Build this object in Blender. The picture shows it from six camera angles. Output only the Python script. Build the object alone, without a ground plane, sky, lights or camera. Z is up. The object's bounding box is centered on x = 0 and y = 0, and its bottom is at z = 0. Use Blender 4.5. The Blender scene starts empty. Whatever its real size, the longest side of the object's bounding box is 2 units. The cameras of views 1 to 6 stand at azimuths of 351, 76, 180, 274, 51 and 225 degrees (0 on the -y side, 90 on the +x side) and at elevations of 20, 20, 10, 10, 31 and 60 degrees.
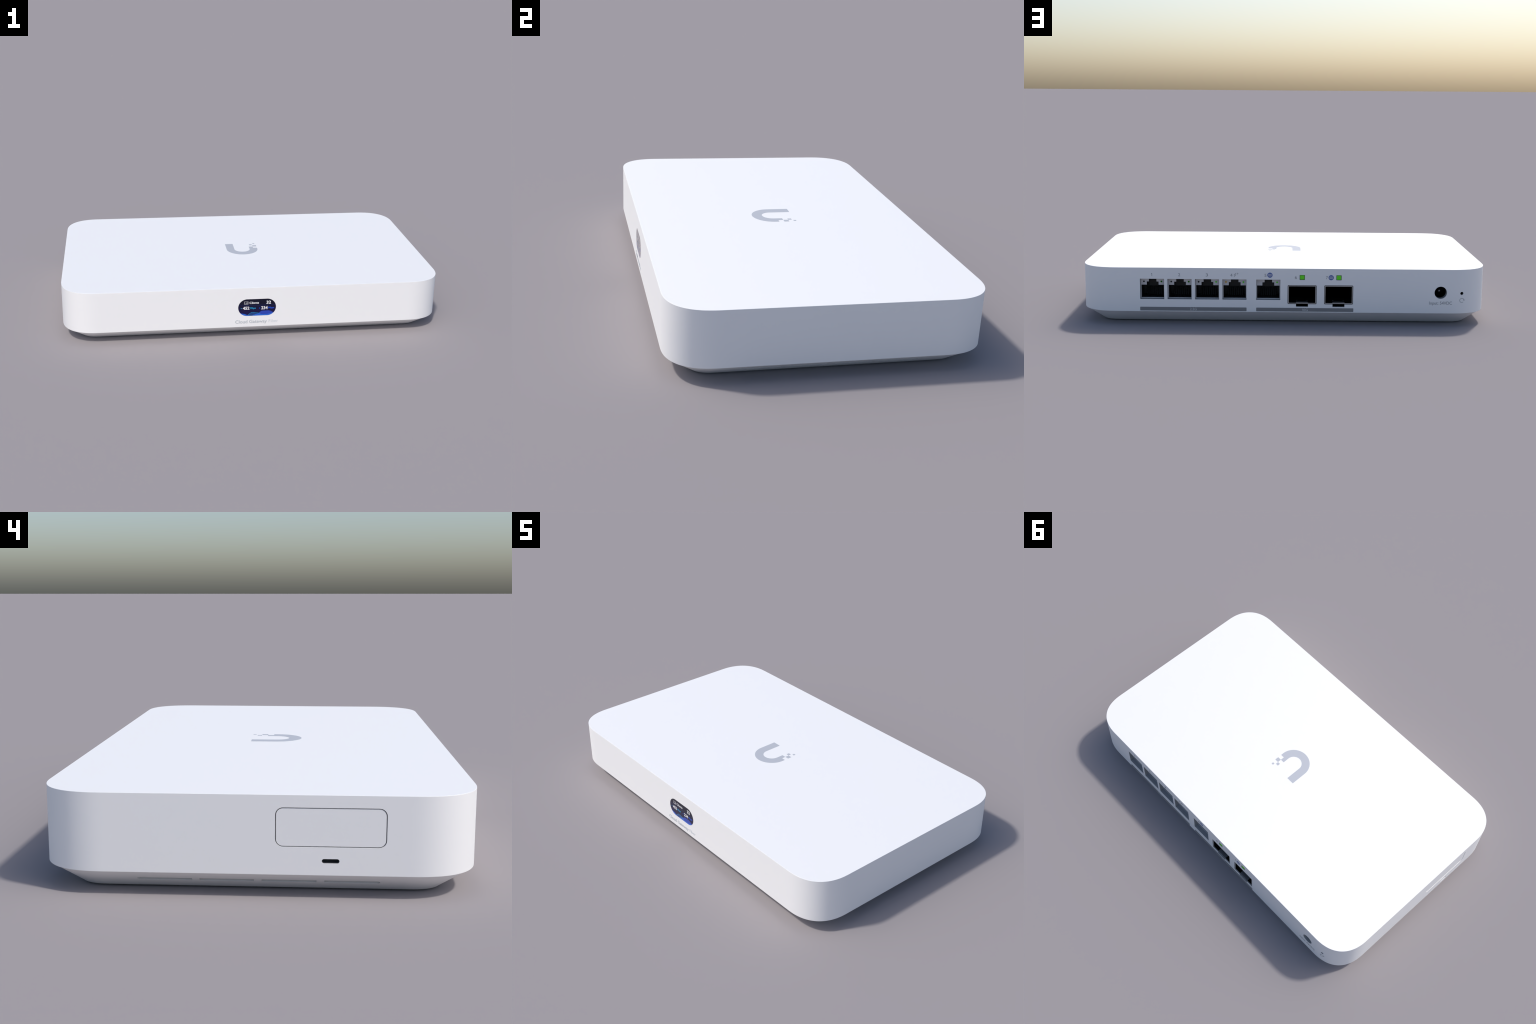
import bpy, bmesh, math
from mathutils import Vector

# ------------------------------------------------------------------ sizes
HX, HY = 1.0, 0.6                    # half width, half depth
CORNER, POWER = 0.190, 2.43          # plan corner: reach and exponent of a superellipse
TOP, SEAM = 0.2820, 0.0632           # top face, lower edge of the upright wall
FILLET = 0.0007                      # tiny rounding of the top edge
LIP, CH_Z, CH_IN = 0.0045, 0.0025, 0.0899   # sloping skirt: inset at the seam, foot height, foot inset
REAR, FRONT, SIDE = HY, -HY, -HX

scene = bpy.context.scene
coll = scene.collection

# ------------------------------------------------------------------ materials
def material(name, rgb, rough=0.45, metal=0.0, spec=0.5, grain=0.0, coat=0.0, rgb2=None, zr=None):
    m = bpy.data.materials.new(name)
    m.use_nodes = True
    nt = m.node_tree
    b = nt.nodes["Principled BSDF"]
    b.inputs["Roughness"].default_value = rough
    b.inputs["Metallic"].default_value = metal
    b.inputs["Specular IOR Level"].default_value = spec
    b.inputs["Coat Weight"].default_value = coat
    tc = nt.nodes.new("ShaderNodeTexCoord")
    mix = nt.nodes.new("ShaderNodeMix")
    mix.data_type = 'RGBA'
    c2 = rgb2 if rgb2 else tuple(c * (1 - grain) for c in rgb)
    mix.inputs[6].default_value = (*rgb, 1)
    mix.inputs[7].default_value = (*c2, 1)
    if zr:                                        # gradient of a lit display
        sep = nt.nodes.new("ShaderNodeSeparateXYZ")
        mr = nt.nodes.new("ShaderNodeMapRange")
        mr.inputs[1].default_value, mr.inputs[2].default_value = zr
        nt.links.new(tc.outputs["Object"], sep.inputs[0])
        nt.links.new(sep.outputs[2], mr.inputs[0])
        nt.links.new(mr.outputs[0], mix.inputs[0])
    else:                                         # very fine moulded grain
        no = nt.nodes.new("ShaderNodeTexNoise")
        no.inputs["Scale"].default_value = 260
        nt.links.new(tc.outputs["Object"], no.inputs["Vector"])
        nt.links.new(no.outputs[0], mix.inputs[0])
    nt.links.new(mix.outputs[2], b.inputs["Base Color"])
    return m

def glancing_gloss(m, rough=0.2):
    """cover glass: a clear reflection that only shows at a shallow angle"""
    nt = m.node_tree
    b = nt.nodes["Principled BSDF"]
    b.inputs["Specular IOR Level"].default_value = 0.15
    lw = nt.nodes.new("ShaderNodeLayerWeight")
    lw.inputs["Blend"].default_value = 0.5
    pw = nt.nodes.new("ShaderNodeMath"); pw.operation = 'POWER'; pw.inputs[1].default_value = 4.8
    sc = nt.nodes.new("ShaderNodeMath"); sc.operation = 'MULTIPLY'; sc.inputs[1].default_value = 1.45; sc.use_clamp = True
    gl = nt.nodes.new("ShaderNodeBsdfGlossy"); gl.inputs["Roughness"].default_value = rough
    gl.inputs["Color"].default_value = (0.95, 0.95, 0.95, 1)
    mx = nt.nodes.new("ShaderNodeMixShader")
    nt.links.new(lw.outputs["Facing"], pw.inputs[0])
    nt.links.new(pw.outputs[0], sc.inputs[0])
    nt.links.new(sc.outputs[0], mx.inputs[0])
    nt.links.new(b.outputs[0], mx.inputs[1])
    nt.links.new(gl.outputs[0], mx.inputs[2])
    nt.links.new(mx.outputs[0], nt.nodes["Material Output"].inputs["Surface"])

def srgb(r, g, b):
    f = lambda c: (c / 255 / 12.92) if c <= 10 else ((c / 255 + 0.055) / 1.055) ** 2.4
    return (f(r), f(g), f(b))

WHITE   = material("white_plastic", (0.872, 0.872, 0.872), 0.66, metal=0.27, grain=0.01)
RECESS  = material("dark_recess_wall", (0.42, 0.42, 0.425), 0.66, metal=0.2, grain=0.02)
PRINT   = material("pale_blue_grey_print", (0.49, 0.513, 0.56), 0.66, metal=0.27)
GREYTXT = material("grey_print", (0.31, 0.32, 0.34), 0.66, metal=0.27)
PALETXT = material("pale_grey_print", (0.50, 0.53, 0.56), 0.66, metal=0.27)
THINTXT = material("faint_grey_print", (0.61, 0.64, 0.67), 0.66, metal=0.27)
BAR     = material("slate_print", (0.235, 0.24, 0.25), 0.66, metal=0.27)
BARTXT  = material("light_print", (0.64, 0.65, 0.67), 0.66, metal=0.27)
BLUE    = material("blue_print", (0.048, 0.105, 0.38), 0.6)
SHIELD  = material("brushed_port_shield", (0.62, 0.61, 0.62), 0.45, grain=0.04)
BLACK   = material("black_plastic", (0.012, 0.012, 0.013), 0.6)
SOFTBLACK = material("soft_black_plastic", (0.035, 0.036, 0.038), 0.6)
DEEP    = material("dark_lining", (0.004, 0.004, 0.004), 0.7, spec=0.1)  # coloured near-black to paint the unlit depth of cages, notches and holes
STEEL   = material("steel_cage", (0.42, 0.41, 0.40), 0.4, metal=0.3, grain=0.05)
TONGUE  = material("polished_spring_steel", (0.55, 0.55, 0.56), 0.42, metal=1.0)
PIN     = material("contact_pin", (0.004, 0.003, 0.002), 0.5, spec=0.2)
CHROME  = material("bright_pin", (0.75, 0.75, 0.75), 0.25, metal=1.0)
GREEN   = material("green_light", (0.13, 0.80, 0.010), 0.6)
GREEND  = material("dark_green_dot", (0.02, 0.17, 0.002), 0.6, spec=0.2)
GREENL  = material("small_green_light", (0.10, 0.68, 0.02), 0.5)
AMBER   = material("amber_light", (0.62, 0.36, 0.05), 0.6, spec=0.2)
RUBBER  = material("grey_rubber", (0.12, 0.12, 0.12), 0.8)
SCREEN  = material("display_glass", srgb(26, 20, 66), 0.45, rgb2=srgb(20, 20, 38), zr=(0.14, 0.20))
S_WHITE = material("screen_white", (0.74, 0.74, 0.76), 0.3)
S_TEAL  = material("screen_teal", srgb(40, 150, 195), 0.3)
S_BLUE  = material("screen_blue", srgb(40, 85, 205), 0.3)
S_LINE  = material("screen_line", srgb(24, 42, 84), 0.3)
S_AREA  = material("screen_area_blue", srgb(46, 68, 165), 0.3)
S_TAREA = material("screen_area_teal", srgb(36, 68, 125), 0.3)
S_OVER  = material("screen_area_bright", srgb(46, 98, 192), 0.3)

# ------------------------------------------------------------------ helpers
ROOT = bpy.data.objects.new("network_gateway", None)
ROOT.empty_display_size = 0.2
coll.objects.link(ROOT)
ROOT["label"] = "flat white rounded network gateway box with small front display"
ROOT["category"] = "network router"

def add(name, mesh, mat, parent=ROOT, smooth=None):
    o = bpy.data.objects.new(name, mesh)
    coll.objects.link(o)
    o.parent = parent
    if mat is not None:
        mesh.materials.clear()
        mesh.materials.append(mat)
    if smooth:
        mesh.polygons.foreach_set("use_smooth", [True] * len(mesh.polygons))
        mesh.set_sharp_from_angle(angle=math.radians(smooth))
    return o

def loft(rings, name="loft"):
    """closed solid through rings of equal point count, capped at both ends"""
    bm = bmesh.new()
    vs = [[bm.verts.new(p) for p in r] for r in rings]
    n = len(rings[0])
    for a, b in zip(vs, vs[1:]):
        for i in range(n):
            j = (i + 1) % n
            bm.faces.new((a[i], a[j], b[j], b[i]))
    bm.faces.new(list(reversed(vs[0])))
    bm.faces.new(vs[-1])
    bmesh.ops.recalc_face_normals(bm, faces=bm.faces)
    me = bpy.data.meshes.new(name)
    bm.to_mesh(me)
    bm.free()
    return me

def rrect(u0, u1, v0, v1, r, n=10):
    """rounded rectangle outline in a plane"""
    out = []
    for cx, cy, a0 in ((u1 - r, v1 - r, 0), (u0 + r, v1 - r, 90), (u0 + r, v0 + r, 180), (u1 - r, v0 + r, 270)):
        for k in range(n + 1):
            a = math.radians(a0 + 90 * k / n)
            out.append((cx + r * math.cos(a), cy + r * math.sin(a)))
    return out

def soft_rect(hu, hv, a, n=36):
    """rectangle whose corners ease in like a superellipse (no jump in curvature)"""
    out = []
    for su, sv, a0 in ((1, 1, 0), (-1, 1, 90), (-1, -1, 180), (1, -1, 270)):
        for k in range(n + 1):
            t = math.radians(90 * k / n)
            if a0 in (90, 270):
                t = math.pi / 2 - t
            c = max(math.cos(t), 0.0) ** (2 / POWER)
            q = max(math.sin(t), 0.0) ** (2 / POWER)
            out.append((su * (hu - a + a * c), sv * (hv - a + a * q)))
    return out

def rect(u0, u1, v0, v1):
    return [(u0, v0), (u1, v0), (u1, v1), (u0, v1)]

def circle(cu, cv, r, n=40):
    return [(cu + r * math.cos(2 * math.pi * k / n), cv + r * math.sin(2 * math.pi * k / n)) for k in range(n)]

# faces of the box: (u, v, height above the face) -> point
def rear(x, z, w=0.0):
    ax = abs(x)
    y = REAR
    if ax > HX - CORNER:
        d = min((ax - (HX - CORNER)) / CORNER, 1.0)
        y = REAR - CORNER + CORNER * (1 - d ** POWER) ** (1 / POWER)
    return (x, y + w, z)
def front(x, z, w=0.0): return (x, FRONT - w, z)
def side(y, z, w=0.0):  return (SIDE - w, y, z)
def top(x, y, w=0.0):   return (x, y, TOP + w)

def prism(face, outline, w0, w1):
    return loft([[face(u, v, w0) for u, v in outline], [face(u, v, w1) for u, v in outline]])

def tub(face, outer, inner, w_front, w_floor, w_back):
    """open box: inner floor, inner rim, outer rim, outer back"""
    return loft([[face(u, v, w_floor) for u, v in inner], [face(u, v, w_front) for u, v in inner],
                 [face(u, v, w_front) for u, v in outer], [face(u, v, w_back) for u, v in outer]])

def merge(meshes, name="joined"):
    bm = bmesh.new()
    for m in meshes:
        bm.from_mesh(m)
    me = bpy.data.meshes.new(name)
    bm.to_mesh(me)
    bm.free()
    return me

def apply_modifiers(o):
    bpy.context.view_layer.update()
    dg = bpy.context.evaluated_depsgraph_get()
    me = bpy.data.meshes.new_from_object(o.evaluated_get(dg))
    o.modifiers.clear()
    o.data = me

def cut(target, cutters, mat=None):
    """subtract each cutter mesh, then drop the helpers; walls of the hole can take their own material"""
    for me in cutters:
        if mat:
            me.materials.append(mat)
        h = bpy.data.objects.new("helper", me)
        coll.objects.link(h)
        md = target.modifiers.new("cut", 'BOOLEAN')
        md.operation, md.solver, md.object = 'DIFFERENCE', 'EXACT', h
        if mat:
            md.material_mode = 'TRANSFER'
        apply_modifiers(target)
        bpy.data.objects.remove(h)

def finish(o, angle=40):
    me = o.data
    me.polygons.foreach_set("use_smooth", [True] * len(me.polygons))
    me.set_sharp_from_angle(angle=math.radians(angle))
    md = o.modifiers.new("weighted", 'WEIGHTED_NORMAL')
    md.keep_sharp, md.weight = True, 100
    apply_modifiers(o)

_text_cache = {}
def text_points(body, bold, thick):
    def build(s):
        cu = bpy.data.curves.new("lettering", 'FONT')
        cu.body, cu.size, cu.extrude, cu.offset = s, 1.0, thick, bold
        cu.resolution_u = 6
        o = bpy.data.objects.new("lettering", cu)
        coll.objects.link(o)
        bpy.context.view_layer.update()
        dg = bpy.context.evaluated_depsgraph_get()
        me = bpy.data.meshes.new_from_object(o.evaluated_get(dg))
        bpy.data.objects.remove(o)
        return me
    if "cap" not in _text_cache:
        h = build("H")
        _text_cache["cap"] = max(v.co.y for v in h.vertices)
    return build(body), _text_cache["cap"]

def write(name, body, face, ua, ub, v_base, v_cap, mat, parent=ROOT, bold=0.0, w=0.0, proud=0.0006):
    """lettering spanning ua..ub (reading direction), from base line to cap height"""
    me, cap = text_points(body, bold, 0.5)
    xs = [v.co.x for v in me.vertices]
    x0, x1 = min(xs), max(xs)
    for v in me.vertices:
        t = (v.co.x - x0) / (x1 - x0)
        u = ua + (ub - ua) * t
        q = v_base + (v_cap - v_base) * v.co.y / cap
        v.co = face(u, q, w + (proud if v.co.z > 0 else -0.0004))
    bm = bmesh.new(); bm.from_mesh(me)
    bmesh.ops.recalc_face_normals(bm, faces=bm.faces)
    bm.to_mesh(me); bm.free()
    return add(name, me, mat, parent)

# ------------------------------------------------------------------ housing
def ring(inset, z):
    return [(x, y, z) for x, y in soft_rect(HX - inset, HY - inset, CORNER - inset)]

rings = [ring(0.0015, SEAM), ring(0, SEAM + 0.0015)]
for k in range(5):
    a = math.radians(90 * k / 4)
    rings.append(ring(FILLET * (1 - math.cos(a)), TOP - FILLET + FILLET * math.sin(a)))
housing = add("housing", loft(rings), WHITE)

PORTS = [0.6427, 0.5085, 0.3743, 0.2403, 0.0753]   # copper sockets, centre x
PZ0, PZ1, PHW = 0.1252, 0.2264, 0.0590
CAGES = [-0.0903, -0.2690]                          # optical cages, centre x
CZ0, CZ1, CHW = 0.1052, 0.2000, 0.0708
LAMPS = [-0.0903, -0.2692]
JACK = (-0.7672, 0.1677, 0.0303)
RESET = (-0.8712, 0.1640, 0.0078)
DOOR = (-0.3457, -0.0505, 0.1410, 0.2480, 0.0210)
LOCK = (-0.2217, -0.1748, 0.0973, 0.1096)

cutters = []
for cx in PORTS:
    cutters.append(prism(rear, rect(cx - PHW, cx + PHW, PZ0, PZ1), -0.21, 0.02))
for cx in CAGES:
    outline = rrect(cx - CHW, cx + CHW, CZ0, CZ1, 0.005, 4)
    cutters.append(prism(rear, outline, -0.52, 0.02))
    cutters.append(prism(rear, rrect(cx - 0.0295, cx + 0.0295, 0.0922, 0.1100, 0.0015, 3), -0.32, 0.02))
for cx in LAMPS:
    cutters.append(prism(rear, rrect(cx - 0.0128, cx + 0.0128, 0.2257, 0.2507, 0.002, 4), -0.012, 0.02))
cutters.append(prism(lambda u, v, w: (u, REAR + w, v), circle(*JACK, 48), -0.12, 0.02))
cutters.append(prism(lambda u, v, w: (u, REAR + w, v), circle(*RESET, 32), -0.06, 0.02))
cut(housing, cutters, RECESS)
cut(housing, [prism(side, rrect(*DOOR[:4], DOOR[4]), -0.020, 0.02),
              prism(side, rrect(*LOCK, (LOCK[3] - LOCK[2]) / 2 - 1e-5), -0.030, 0.02)])
finish(housing)

# ------------------------------------------------------------------ skirt and underside
def skirt_ring(t, dz=0.0):            # t: 0 at the seam, 1 at the foot of the slope
    i = LIP + (CH_IN - LIP) * t
    a = CORNER - 0.004 + (0.098 - CORNER) * t
    return [(x, y, SEAM + (CH_Z - SEAM) * t + dz) for x, y in soft_rect(HX - i, HY - i, a)]
skirt_rings = [skirt_ring(0, 0.004), skirt_ring(0), skirt_ring(0.98), skirt_ring(1.0, -0.0004), skirt_ring(1.03, 0.0006)]
skirt = add("base_skirt", loft(skirt_rings), WHITE)
slope = Vector((CH_IN - LIP, 0, CH_Z - SEAM)).normalized()          # down the slope on the -x side
normal = Vector((slope.z, 0, -slope.x))                       # outwards
def skirt_face(sign):
    def f(y, t, w):            # t: distance down the slope from the seam
        p = Vector((-HX + LIP, 0, SEAM)) + slope * t + normal * w
        return (p.x if sign < 0 else -p.x, y, p.z)
    return f
t0 = (SEAM - 0.0378) / -slope.z
t1 = (SEAM - 0.0285) / -slope.z
vents = []
for sgn in (-1, 1):
    f = skirt_face(sgn)
    r = (t1 - t0) / 2
    ends = [(0.3290, 0.1776), (0.1572, 0.0085), (-0.0125, -0.1615), (-0.1829, -0.3335)]
    for i, (a, b) in enumerate(ends):
        o = []
        arc = lambda c, a0, a1: [(c + r * math.cos(math.radians(a0 + (a1 - a0) * k / 10)),
                                  (t0 + t1) / 2 + r * math.sin(math.radians(a0 + (a1 - a0) * k / 10))) for k in range(11)]
        o += arc(a - r, -90, 90) if i == 0 else [(a, t0), (a, t1)]
        o += arc(b + r, 90, 270) if i == 3 else [(b, t1), (b, t0)]
        vents.append(prism(f, o, -0.022, 0.01))
cut(skirt, vents, material("vent_wall_darkened", (0.66, 0.66, 0.66), 0.66, metal=0.25, grain=0.02))  # white walls greyed to show shade where the lower wall catches light
finish(skirt)

foot_mesh = None
for fx in (-0.74, 0.74):
    for fy in (-0.36, 0.36):
        if foot_mesh is None:
            foot_mesh = loft([[(x, y, 0.004) for x, y in circle(0, 0, 0.062, 48)],
                              [(x, y, 0.0008) for x, y in circle(0, 0, 0.062, 48)],
                              [(x, y, 0.0) for x, y in circle(0, 0, 0.061, 48)]])
        o = add("rubber_foot", foot_mesh, RUBBER)
        o.location = (fx, fy, 0)

# ------------------------------------------------------------------ copper sockets
PLATE = -0.023                                    # the shield plate sits this deep
def plate_outline(cx):
    h = 0.0586
    zt, zb = PZ1 - 0.0003, PZ0 + 0.0003
    s, a, b = 0.0553, 0.0291, 0.0187
    z1, z2, z3 = 0.1294, 0.1923, 0.2084
    pts = [(-h, zb), (h, zb), (h, zt), (b, zt), (b, z3), (a, z3), (a, z2), (s, z2), (s, z1),
           (-s, z1), (-s, z2), (-a, z2), (-a, z3), (-b, z3), (-b, zt), (-h, zt)]
    return [(cx + u, v) for u, v in pts]

LEDS = [(BLACK, GREEND), (BLACK, GREEND), (BLACK, GREENL), (AMBER, GREENL), (None, GREENL)]
for cx, (left, right) in zip(PORTS, LEDS):
    shield = add("ethernet_socket", prism(rear, plate_outline(cx), PLATE - 0.004, PLATE), SHIELD)
    add("socket_cavity", tub(rear, rect(cx - 0.0586, cx + 0.0586, PZ0 + 0.0003, PZ1 - 0.0003),
                             rect(cx - 0.0556, cx + 0.0556, 0.1290, PZ1 - 0.003),
                             PLATE - 0.0045, -0.120, -0.150), BLACK, shield)
    comb = []
    for k in range(8):
        u = cx + (k - 3.5) * 0.0098
        lean = lambda x, z, w: rear(x, z, w + (0.168 - z) * 0.35)
        comb.append(prism(lean, rect(u - 0.0029, u + 0.0029, 0.1295, 0.1680), -0.112, -0.107))
    pins = add("contact_pins", merge(comb), PIN, shield)
    pins["kind"] = "stuff"
    # shoulders that narrow the cavity to the stepped latch tunnel
    steps = []
    for sx in (-1, 1):
        for u0, u1, z0 in ((0.0291, 0.0556, 0.1923), (0.0187, 0.0291, 0.2084)):
            ua, ub = sorted((cx + sx * u0, cx + sx * u1))
            steps.append(prism(rear, rect(ua, ub, z0, 0.2233), -0.119, PLATE - 0.0046))
    add("socket_shoulder", merge(steps), BLACK, shield)
    add("socket_back", prism(rear, rect(cx - 0.0290, cx + 0.0290, 0.1715, 0.2233), -0.1195, -0.114), SOFTBLACK, shield)
    for m, dx in ((left, 0.0428), (right, -0.0428)):
        if m:
            add("socket_light", prism(rear, circle(cx + dx, 0.2087, 0.0044, 24), PLATE - 0.002, PLATE + 0.0005), m, shield)

# ------------------------------------------------------------------ optical cages
for cx in CAGES:
    o1 = rrect(cx - CHW + 0.0026, cx + CHW - 0.0026, CZ0 + 0.0026, CZ1 - 0.0026, 0.003, 4)
    o2 = rrect(cx - CHW + 0.0060, cx + CHW - 0.0060, CZ0 + 0.0058, CZ1 - 0.0062, 0.001, 4)
    frame = add("fiber_cage", loft([[rear(u, v, -0.004) for u, v in o2], [rear(u, v, -0.0015) for u, v in o2],
                                    [rear(u, v, -0.0015) for u, v in o1], [rear(u, v, -0.004) for u, v in o1],
                                    [rear(u, v, -0.004) for u, v in o2]][:4]), STEEL)
    # remove the floor cap so that the frame stays open
    bm = bmesh.new(); bm.from_mesh(frame.data)
    caps = [f for f in bm.faces if len(f.verts) > 6]
    rims = [list(f.verts) for f in caps]
    bmesh.ops.delete(bm, geom=caps, context='FACES_ONLY')
    bm.verts.ensure_lookup_table()
    bmesh.ops.bridge_loops(bm, edges=[e for e in bm.edges if e.is_boundary])
    bmesh.ops.recalc_face_normals(bm, faces=bm.faces)
    bm.to_mesh(frame.data); bm.free()
    o3 = rrect(cx - CHW + 0.0004, cx + CHW - 0.0004, CZ0 + 0.0004, CZ1 - 0.0004, 0.005, 4)
    add("cage_lining", tub(rear, o3, o2, -0.0085, -0.46, -0.49), DEEP, frame)
    # near-black ring modelled in the gap to draw the shadow around the frame
    shadow_ring = loft([[rear(u, v, -0.008) for u, v in o1], [rear(u, v, -0.003) for u, v in o1],
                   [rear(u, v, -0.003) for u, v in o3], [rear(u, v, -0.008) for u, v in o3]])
    bm = bmesh.new(); bm.from_mesh(shadow_ring)
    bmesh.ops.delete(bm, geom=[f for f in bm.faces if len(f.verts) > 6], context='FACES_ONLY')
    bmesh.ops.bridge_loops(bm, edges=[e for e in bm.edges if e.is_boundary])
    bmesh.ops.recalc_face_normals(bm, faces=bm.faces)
    bm.to_mesh(shadow_ring); bm.free()
    add("gap_shadow_ring", shadow_ring, DEEP, frame)
    # release tab: notch under the cage, dark inside, and a bent spring tongue on the floor
    add("notch_lining", tub(rear, rect(cx - 0.0294, cx + 0.0294, 0.0923, 0.1051), rect(cx - 0.0288, cx + 0.0288, 0.0929, 0.1046), -0.012, -0.290, -0.300), DEEP, frame)
    TZ = CZ0 + 0.0062
    tg = loft([[rear(cx + u, TZ + v, -0.005) for u, v in rect(-0.0295, 0.0295, 0, 0.0012)],
               [rear(cx + u, TZ + v + 0.0004, -0.026) for u, v in rect(-0.0295, 0.0295, 0, 0.0012)],
               [rear(cx + u, TZ + v + 0.0006, -0.034) for u, v in rect(-0.0220, 0.0220, 0, 0.0012)]])
    add("latch_tongue", tg, TONGUE, frame)
    for sx in (-1, 1):
        add("dim_cage_mark", prism(rear, rect(cx + sx * 0.0255 - 0.0035, cx + sx * 0.0255 + 0.0035, TZ + 0.003, TZ + 0.005), -0.044, -0.041), SOFTBLACK, frame)

for cx in LAMPS:
    lamp = add("status_light", tub(rear, rrect(cx - 0.0127, cx + 0.0127, 0.2258, 0.2506, 0.002, 4),
                                   rrect(cx - 0.0106, cx + 0.0106, 0.2279, 0.2485, 0.001, 4),
                                   -0.0012, -0.004, -0.010), BLACK)
    add("lamp_lens", prism(rear, rrect(cx - 0.0105, cx + 0.0105, 0.2280, 0.2484, 0.001, 4), -0.0045, -0.0015), GREEN, lamp)

# ------------------------------------------------------------------ power jack and reset hole
jx, jz, jr = JACK
jack = add("power_jack", tub(rear, circle(jx, jz, jr - 0.0002, 48), circle(jx, jz, jr - 0.0012, 48), -0.030, -0.090, -0.110), DEEP, smooth=40)
prof = [(0.0085, -0.091), (0.0085, -0.055), (0.0078, -0.050), (0.006, -0.0475), (0.003, -0.0462), (0.0004, -0.0458)]
add("jack_pin", loft([[rear(u, v, w) for u, v in circle(jx, jz, r, 24)] for r, w in prof]), material("dark_pin", (0.25, 0.25, 0.25), 0.35, metal=1.0), jack, smooth=60)
rx, rz, rr_ = RESET
add("reset_button", loft([[(u, REAR - 0.058, v) for u, v in circle(rx, rz, rr_ - 0.0002, 32)],
                          [(u, REAR - 0.022, v) for u, v in circle(rx, rz, rr_ - 0.0002, 32)]]), DEEP)

# ------------------------------------------------------------------ drive door and lock slot on the -x side
g = 0.0024
o = rrect(DOOR[0] + g, DOOR[1] - g, DOOR[2] + g, DOOR[3] - g, DOOR[4] - g)
o_in = rrect(DOOR[0] + g + 0.0007, DOOR[1] - g - 0.0007, DOOR[2] + g + 0.0007, DOOR[3] - g - 0.0007, DOOR[4] - g - 0.0007)
add("side_door", loft([[side(u, v, -0.018) for u, v in o], [side(u, v, -0.0017) for u, v in o],
                       [side(u, v, -0.0010) for u, v in o_in]]), WHITE)
og = rrect(DOOR[0] + 0.0002, DOOR[1] - 0.0002, DOOR[2] + 0.0002, DOOR[3] - 0.0002, DOOR[4])
lr = (LOCK[3] - LOCK[2]) / 2
lo = rrect(*LOCK, lr - 1e-5)
li = rrect(LOCK[0] + 0.001, LOCK[1] - 0.001, LOCK[2] + 0.001, LOCK[3] - 0.001, lr - 0.001 - 1e-5)
lo = [((u + (LOCK[0] + LOCK[1]) / 2 * 0.002) / 1.002, v) for u, v in lo]
add("lock_slot", tub(side, lo, li, -0.002, -0.027, -0.029), material("dark_slot", (0.09, 0.093, 0.10), 0.5), smooth=40)

# ------------------------------------------------------------------ top emblem
LX, LO, LI, LCY = -0.0025, 0.0880, 0.0437, -0.0160
def arcp(r, a0, a1, n=48):
    return [(LX + r * math.cos(math.radians(a0 + (a1 - a0) * k / n)), LCY + r * math.sin(math.radians(a0 + (a1 - a0) * k / n))) for k in range(n + 1)]
xr0, xm, xr1 = LX + LI, LX + 0.0660, LX + LO
emblem = [(LX - LI, 0.0745), (LX - LO, 0.0745)] + arcp(LO, 180, 360) + [(xr1, -0.0012), (xm, -0.0012), (xm, 0.0208), (xr0, 0.0208)] + arcp(LI, 360, 180)
logo = add("emblem", prism(top, emblem, -0.0005, 0.0005), PRINT)
for a in (rect(xm + 0.0004, xr1, 0.0212, 0.0430), rect(0.0472, 0.0626, 0.0435, 0.0595), rect(0.0692, 0.0804, 0.0648, 0.0762)):
    add("emblem_pixel", prism(top, a, -0.0005, 0.0005), PRINT, logo)

def one(name, face, ua, ub, v_base, v_cap, mat, parent=ROOT, w=0.0, proud=0.0006):
    """numeral one with a slanted flag (the built-in font draws a bare bar)"""
    h, d = v_cap - v_base, ub - ua
    pts = [(0.62, 0.0), (0.98, 0.0), (0.98, 1.0), (0.66, 1.0), (0.0, 0.82), (0.0, 0.70), (0.62, 0.84)]
    return add(name, prism(face, [(ua + d * p, v_base + h * q) for p, q in pts], w - 0.0004, w + proud), mat, parent)

# ------------------------------------------------------------------ rear lettering
ZB, ZC = 0.2403, 0.2548
for t, ua, ub, zb in (("1", 0.6472, 0.6417, 0), ("2", 0.5149, 0.5047, 0), ("3", 0.3801, 0.3695, 0), ("4", 0.2607, 0.2503, 0),
                      ("5", 0.0938, 0.0845, 0), ("6", -0.0542, -0.0642, -0.0094), ("7", -0.2058, -0.2147, -0.0092)):
    (one("port_number", rear, ua, ub, ZB, ZC, GREYTXT) if t == "1" else
     write("port_number", t, rear, ua, ub, ZB + zb, ZC + zb, GREYTXT))
for ua, ub, t, ta, tb in ((0.1812, 0.7027, "2.5G", 0.4582, 0.4254), (-0.3421, 0.1340, "10G", -0.0905, -0.1189)):
    bar = add("speed_band", prism(rear, rrect(ua, ub, 0.0680, 0.0864, 0.0025, 5), -0.0005, 0.0005), BAR)
    if t[0] == "1":
        one("speed_label", rear, ta, ta - 0.0045, 0.0713, 0.0826, BARTXT, bar, w=0.0004, proud=0.0004)
        t, ta = t[1:], ta - 0.0065
    write("speed_label", t, rear, ta, tb, 0.0713, 0.0826, BARTXT, bar, w=0.0004, proud=0.0004)
write("power_label", "Input: 54VDC", rear, -0.7136, -0.8238, 0.1082, 0.1236, GREYTXT)

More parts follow.
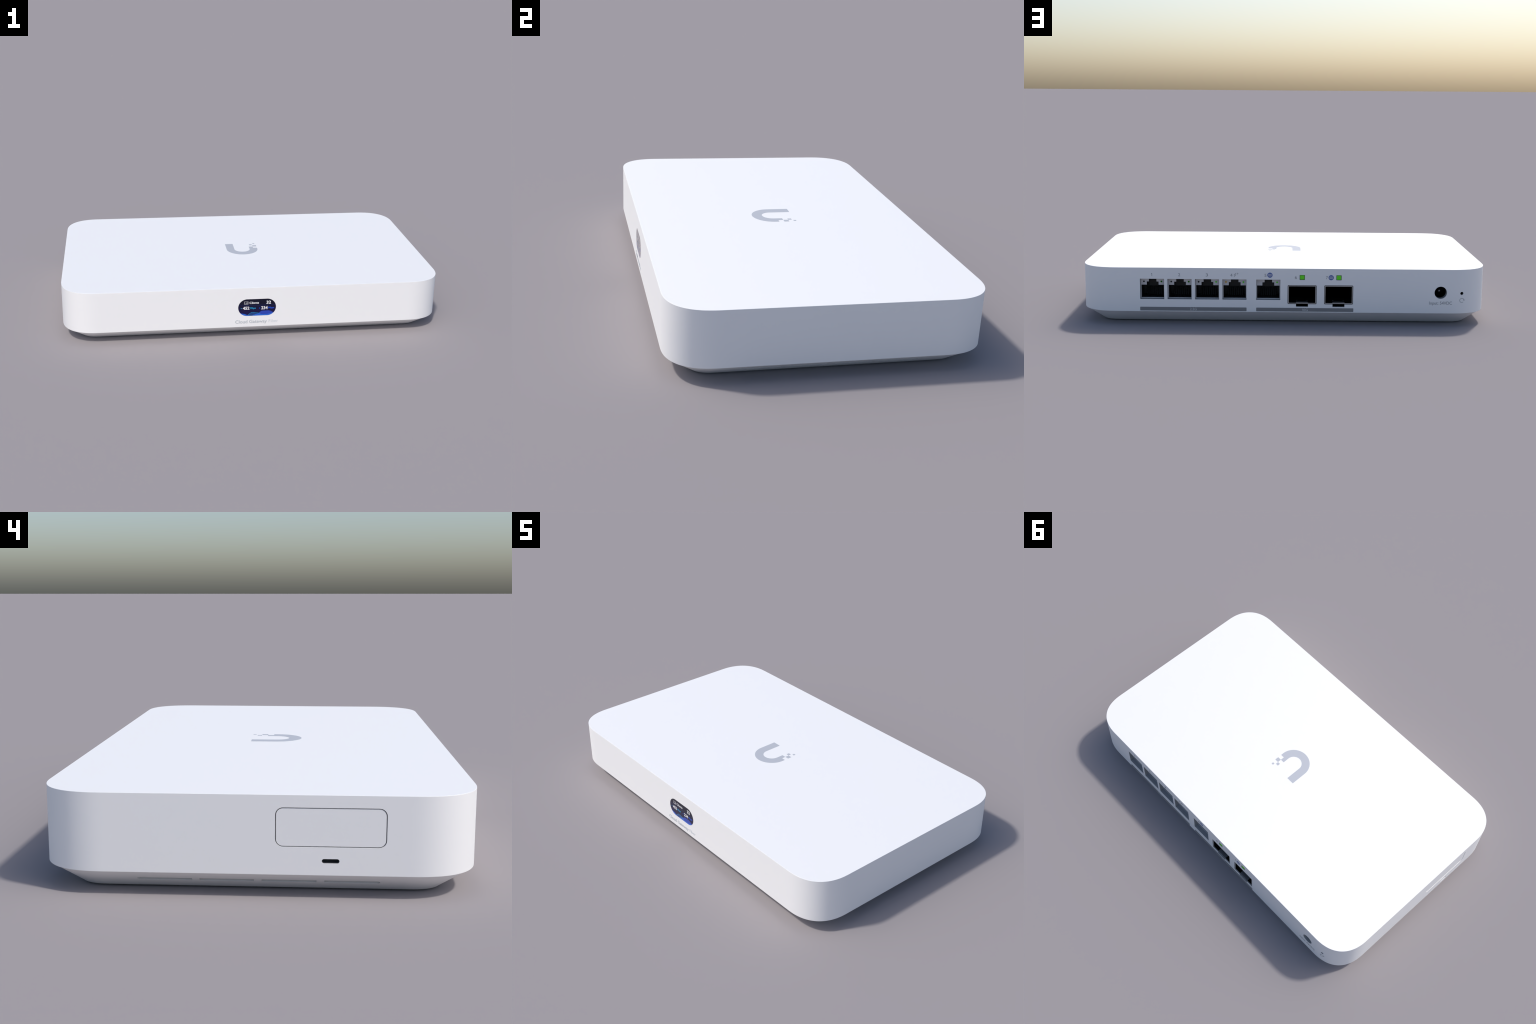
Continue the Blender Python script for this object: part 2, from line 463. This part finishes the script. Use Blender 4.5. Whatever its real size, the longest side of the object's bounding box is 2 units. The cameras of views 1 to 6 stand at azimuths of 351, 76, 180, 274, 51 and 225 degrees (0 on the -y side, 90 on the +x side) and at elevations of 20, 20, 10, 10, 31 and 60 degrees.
# lightning sign with a plus: an outlined bolt
bolt = [(0.2318, 0.2600), (0.2444, 0.2478), (0.2394, 0.2478), (0.2430, 0.2372), (0.2312, 0.2502), (0.2362, 0.2502)]
def band(poly, width):
    c = (sum(p[0] for p in poly) / len(poly), sum(p[1] for p in poly) / len(poly))
    inner = [(c[0] + (u - c[0]) * width, c[1] + (v - c[1]) * width) for u, v in poly]
    ms = []
    for i in range(len(poly)):
        j = (i + 1) % len(poly)
        ms.append(prism(rear, [poly[i], poly[j], inner[j], inner[i]], -0.0004, 0.0006))
    return merge(ms)
sign = add("power_sign", band(bolt, 0.50), GREYTXT)
add("plus_sign", merge([prism(rear, rect(0.2206, 0.2300, 0.2542, 0.2555), -0.0004, 0.0006),
                        prism(rear, rect(0.2246, 0.2260, 0.2502, 0.2596), -0.0004, 0.00065)]), GREYTXT, sign)

# blue globes
for gx, gz in ((0.0673, 0.2487), (-0.2311, 0.2384)):
    globe = add("globe_sign", prism(rear, circle(gx, gz, 0.0127), -0.0005, 0.0005), BLUE)
    cells = []
    rr2 = 0.0102
    cols = [-0.0096, -0.0060, -0.0054, -0.0006, 0.0006, 0.0054, 0.0060, 0.0096]
    for v0, v1 in ((0.0048, 0.0068), (0.0008, 0.0038), (-0.0038, -0.0008), (-0.0068, -0.0048)):
        hw = math.sqrt(rr2 ** 2 - max(abs(v0), abs(v1)) ** 2)
        for k in range(4):
            f0, f1 = (k - 2) * 0.5 + 0.07, (k - 1) * 0.5 - 0.07
            cells.append(prism(rear, rect(gx + hw * f0, gx + hw * f1, gz + v0, gz + v1), 0.0003, 0.0008))
    add("globe_grid", merge(cells), BARTXT, globe)

# reset sign: open ring with an arrow head
def ring_arc(c, r0, r1, a0, a1, n=40):
    pts = lambda r: [(c[0] - r * math.cos(math.radians(a0 + (a1 - a0) * k / n)), c[1] + r * math.sin(math.radians(a0 + (a1 - a0) * k / n))) for k in range(n + 1)]
    return pts(r1) + pts(r0)[::-1]
rc = (-0.8725, 0.1294)
turn = add("reset_sign", prism(rear, ring_arc(rc, 0.0096, 0.0115, 10, 310), -0.0004, 0.0006), GREYTXT)
add("arrow_head", prism(rear, [(-0.8792, 0.1320), (-0.8874, 0.1320), (-0.8833, 0.1268)], -0.0004, 0.0007), GREYTXT, turn)

# ------------------------------------------------------------------ front display
def glass(x, z, w=0.0): return front(x, z, 0.4 * w if w > 0 else w)   # thin display layers
SCX, SCZ, SHW, SHH = 0.0015, 0.1724, 0.0990, 0.0468
stadium = rrect(SCX - SHW, SCX + SHW, SCZ - SHH, SCZ + SHH, SHH - 1e-4, 24)
disp = add("display", prism(glass, stadium, -0.004, 0.0008), SCREEN)
def half_height(x):
    d = abs(x - SCX) - (SHW - SHH)
    return SHH if d <= 0 else math.sqrt(max(SHH ** 2 - d * d, 0))
def smooth_curve(pts):
    def f(x):
        if x <= pts[0][0]: return pts[0][1]
        for (xa, za), (xb, zb) in zip(pts, pts[1:]):
            if x <= xb:
                t = (x - xa) / (xb - xa)
                t = t * t * (3 - 2 * t) * 0.6 + t * 0.4
                return za + (zb - za) * t
        return pts[-1][1]
    return f
def area(name, f, xa, xb, mat, w, n=60):
    lo_, hi = [], []
    for k in range(n + 1):
        x = xa + (xb - xa) * k / n
        hh = half_height(x) - 0.0002
        b, t = SCZ - hh, min(f(x), SCZ + hh)
        if t - b > 0.0002:
            lo_.append((x, b)); hi.append((x, t))
    return add(name, prism(glass, lo_ + hi[::-1], 0.0004, w), mat, disp)
def line(name, f, xa, xb, mat, w, th=0.0013, n=50):
    pts = [xa + (xb - xa) * k / n for k in range(n + 1)]
    pts = [x for x in pts if f(x) - th > SCZ - half_height(x)]
    return add(name, prism(glass, [(x, f(x) - th) for x in pts] + [(x, f(x)) for x in pts[::-1]], 0.0004, w), mat, disp)
teal = smooth_curve([(-0.052, 0.1275), (-0.0450, 0.1325), (-0.0380, 0.1390), (-0.0286, 0.1452), (-0.0143, 0.1454), (-0.0035, 0.1430),
                     (0.0091, 0.1411), (0.0254, 0.1322), (0.0400, 0.1320), (0.0577, 0.1326), (0.0700, 0.1355), (0.0900, 0.1420)])
blue = smooth_curve([(-0.0250, 0.1262), (-0.0150, 0.1315), (-0.0069, 0.1348), (0.0091, 0.1385), (0.0179, 0.1470), (0.0249, 0.1520),
                     (0.0392, 0.1526), (0.0625, 0.1528), (0.0716, 0.1503), (0.0880, 0.1408), (0.0950, 0.1380)])
left = smooth_curve([(-0.090, 0.1450), (-0.0820, 0.1405), (-0.0700, 0.1385), (-0.0623, 0.1369), (-0.0560, 0.1335), (-0.0497, 0.1305), (-0.0400, 0.1290), (-0.0320, 0.1258)])
area("graph_area", blue, -0.0255, 0.094, S_AREA, 0.0010)
area("graph_area", teal, -0.052, 0.0091, S_TAREA, 0.0011)
area("graph_area", lambda x: min(teal(x), blue(x)), -0.0255, 0.092, S_OVER, 0.0012)
area("graph_area", left, -0.088, -0.032, S_OVER, 0.0013)
line("graph_line", teal, -0.051, 0.0100, S_TEAL, 0.0014)
line("graph_line", teal, 0.0100, 0.0880, material("screen_line_bright", srgb(44, 112, 208), 0.3), 0.0014)
line("graph_line", left, -0.086, -0.047, S_BLUE, 0.0015)
hl = half_height(SCX) and SHW - SHH + math.sqrt(SHH ** 2 - 0.0125 ** 2) - 0.001
add("screen_divider", prism(glass, rect(SCX - hl, SCX + hl, 0.1832, 0.1848), 0.0004, 0.0010), S_LINE, disp)
K = dict(parent=disp, w=0.0008, proud=0.0004)
write("screen_text", "Clients", glass, -0.0388, 0.0105, 0.1932, 0.2044, S_WHITE, bold=0.02, **K)
write("screen_text", "32", glass, 0.0498, 0.0739, 0.1908, 0.2068, S_WHITE, bold=0.03, **K)
write("screen_text", "452", glass, -0.0735, -0.0388, 0.1618, 0.1772, S_WHITE, bold=0.03, **K)
write("screen_text", "234", glass, 0.0228, 0.0568, 0.1606, 0.1766, S_WHITE, bold=0.03, **K)
write("screen_text", "Mbps", glass, -0.0352, -0.0058, 0.1645, 0.1737, S_TEAL, bold=0.02, **K)
write("screen_text", "Mbps", glass, 0.0595, 0.0909, 0.1640, 0.1730, S_BLUE, bold=0.02, **K)
add("download_mark", prism(glass, [(-0.0851, 0.1702), (-0.0779, 0.1702), (-0.0815, 0.1653)], 0.0004, 0.0012), S_TEAL, disp)
add("upload_mark", prism(glass, [(0.0112, 0.1658), (0.0184, 0.1658), (0.0148, 0.1714)], 0.0004, 0.0012), S_BLUE, disp)
def frame_pieces(u0, u1, v0, v1, t):
    return [prism(glass, q, 0.0004, 0.0012) for q in
            (rect(u0, u1, v1 - t, v1), rect(u0, u1, v0, v0 + t), rect(u0, u0 + t, v0 + t, v1 - t), rect(u1 - t, u1, v0 + t, v1 - t))]
add("device_icon", merge(frame_pieces(-0.0665, -0.0452, 0.1912, 0.2065, 0.0017) + frame_pieces(-0.0545, -0.0475, 0.1934, 0.2010, 0.0013)
                         + [prism(glass, rect(-0.0645, -0.0550, 0.1932, 0.1950), 0.0004, 0.0012)]),
    material("screen_grey", (0.5, 0.5, 0.53), 0.3), disp)

write("front_label", "Cloud Gateway", front, -0.1120, 0.0549, 0.0850, 0.1022, PALETXT, bold=0.02)
write("front_label", "Fiber", front, 0.0640, 0.1137, 0.0850, 0.1022, THINTXT)

for m in bpy.data.materials:
    if m.name.startswith(("screen", "display")):
        glancing_gloss(m)

ROOT.location.y = -0.0008            # the printed rear marks stand a little proud; recentre
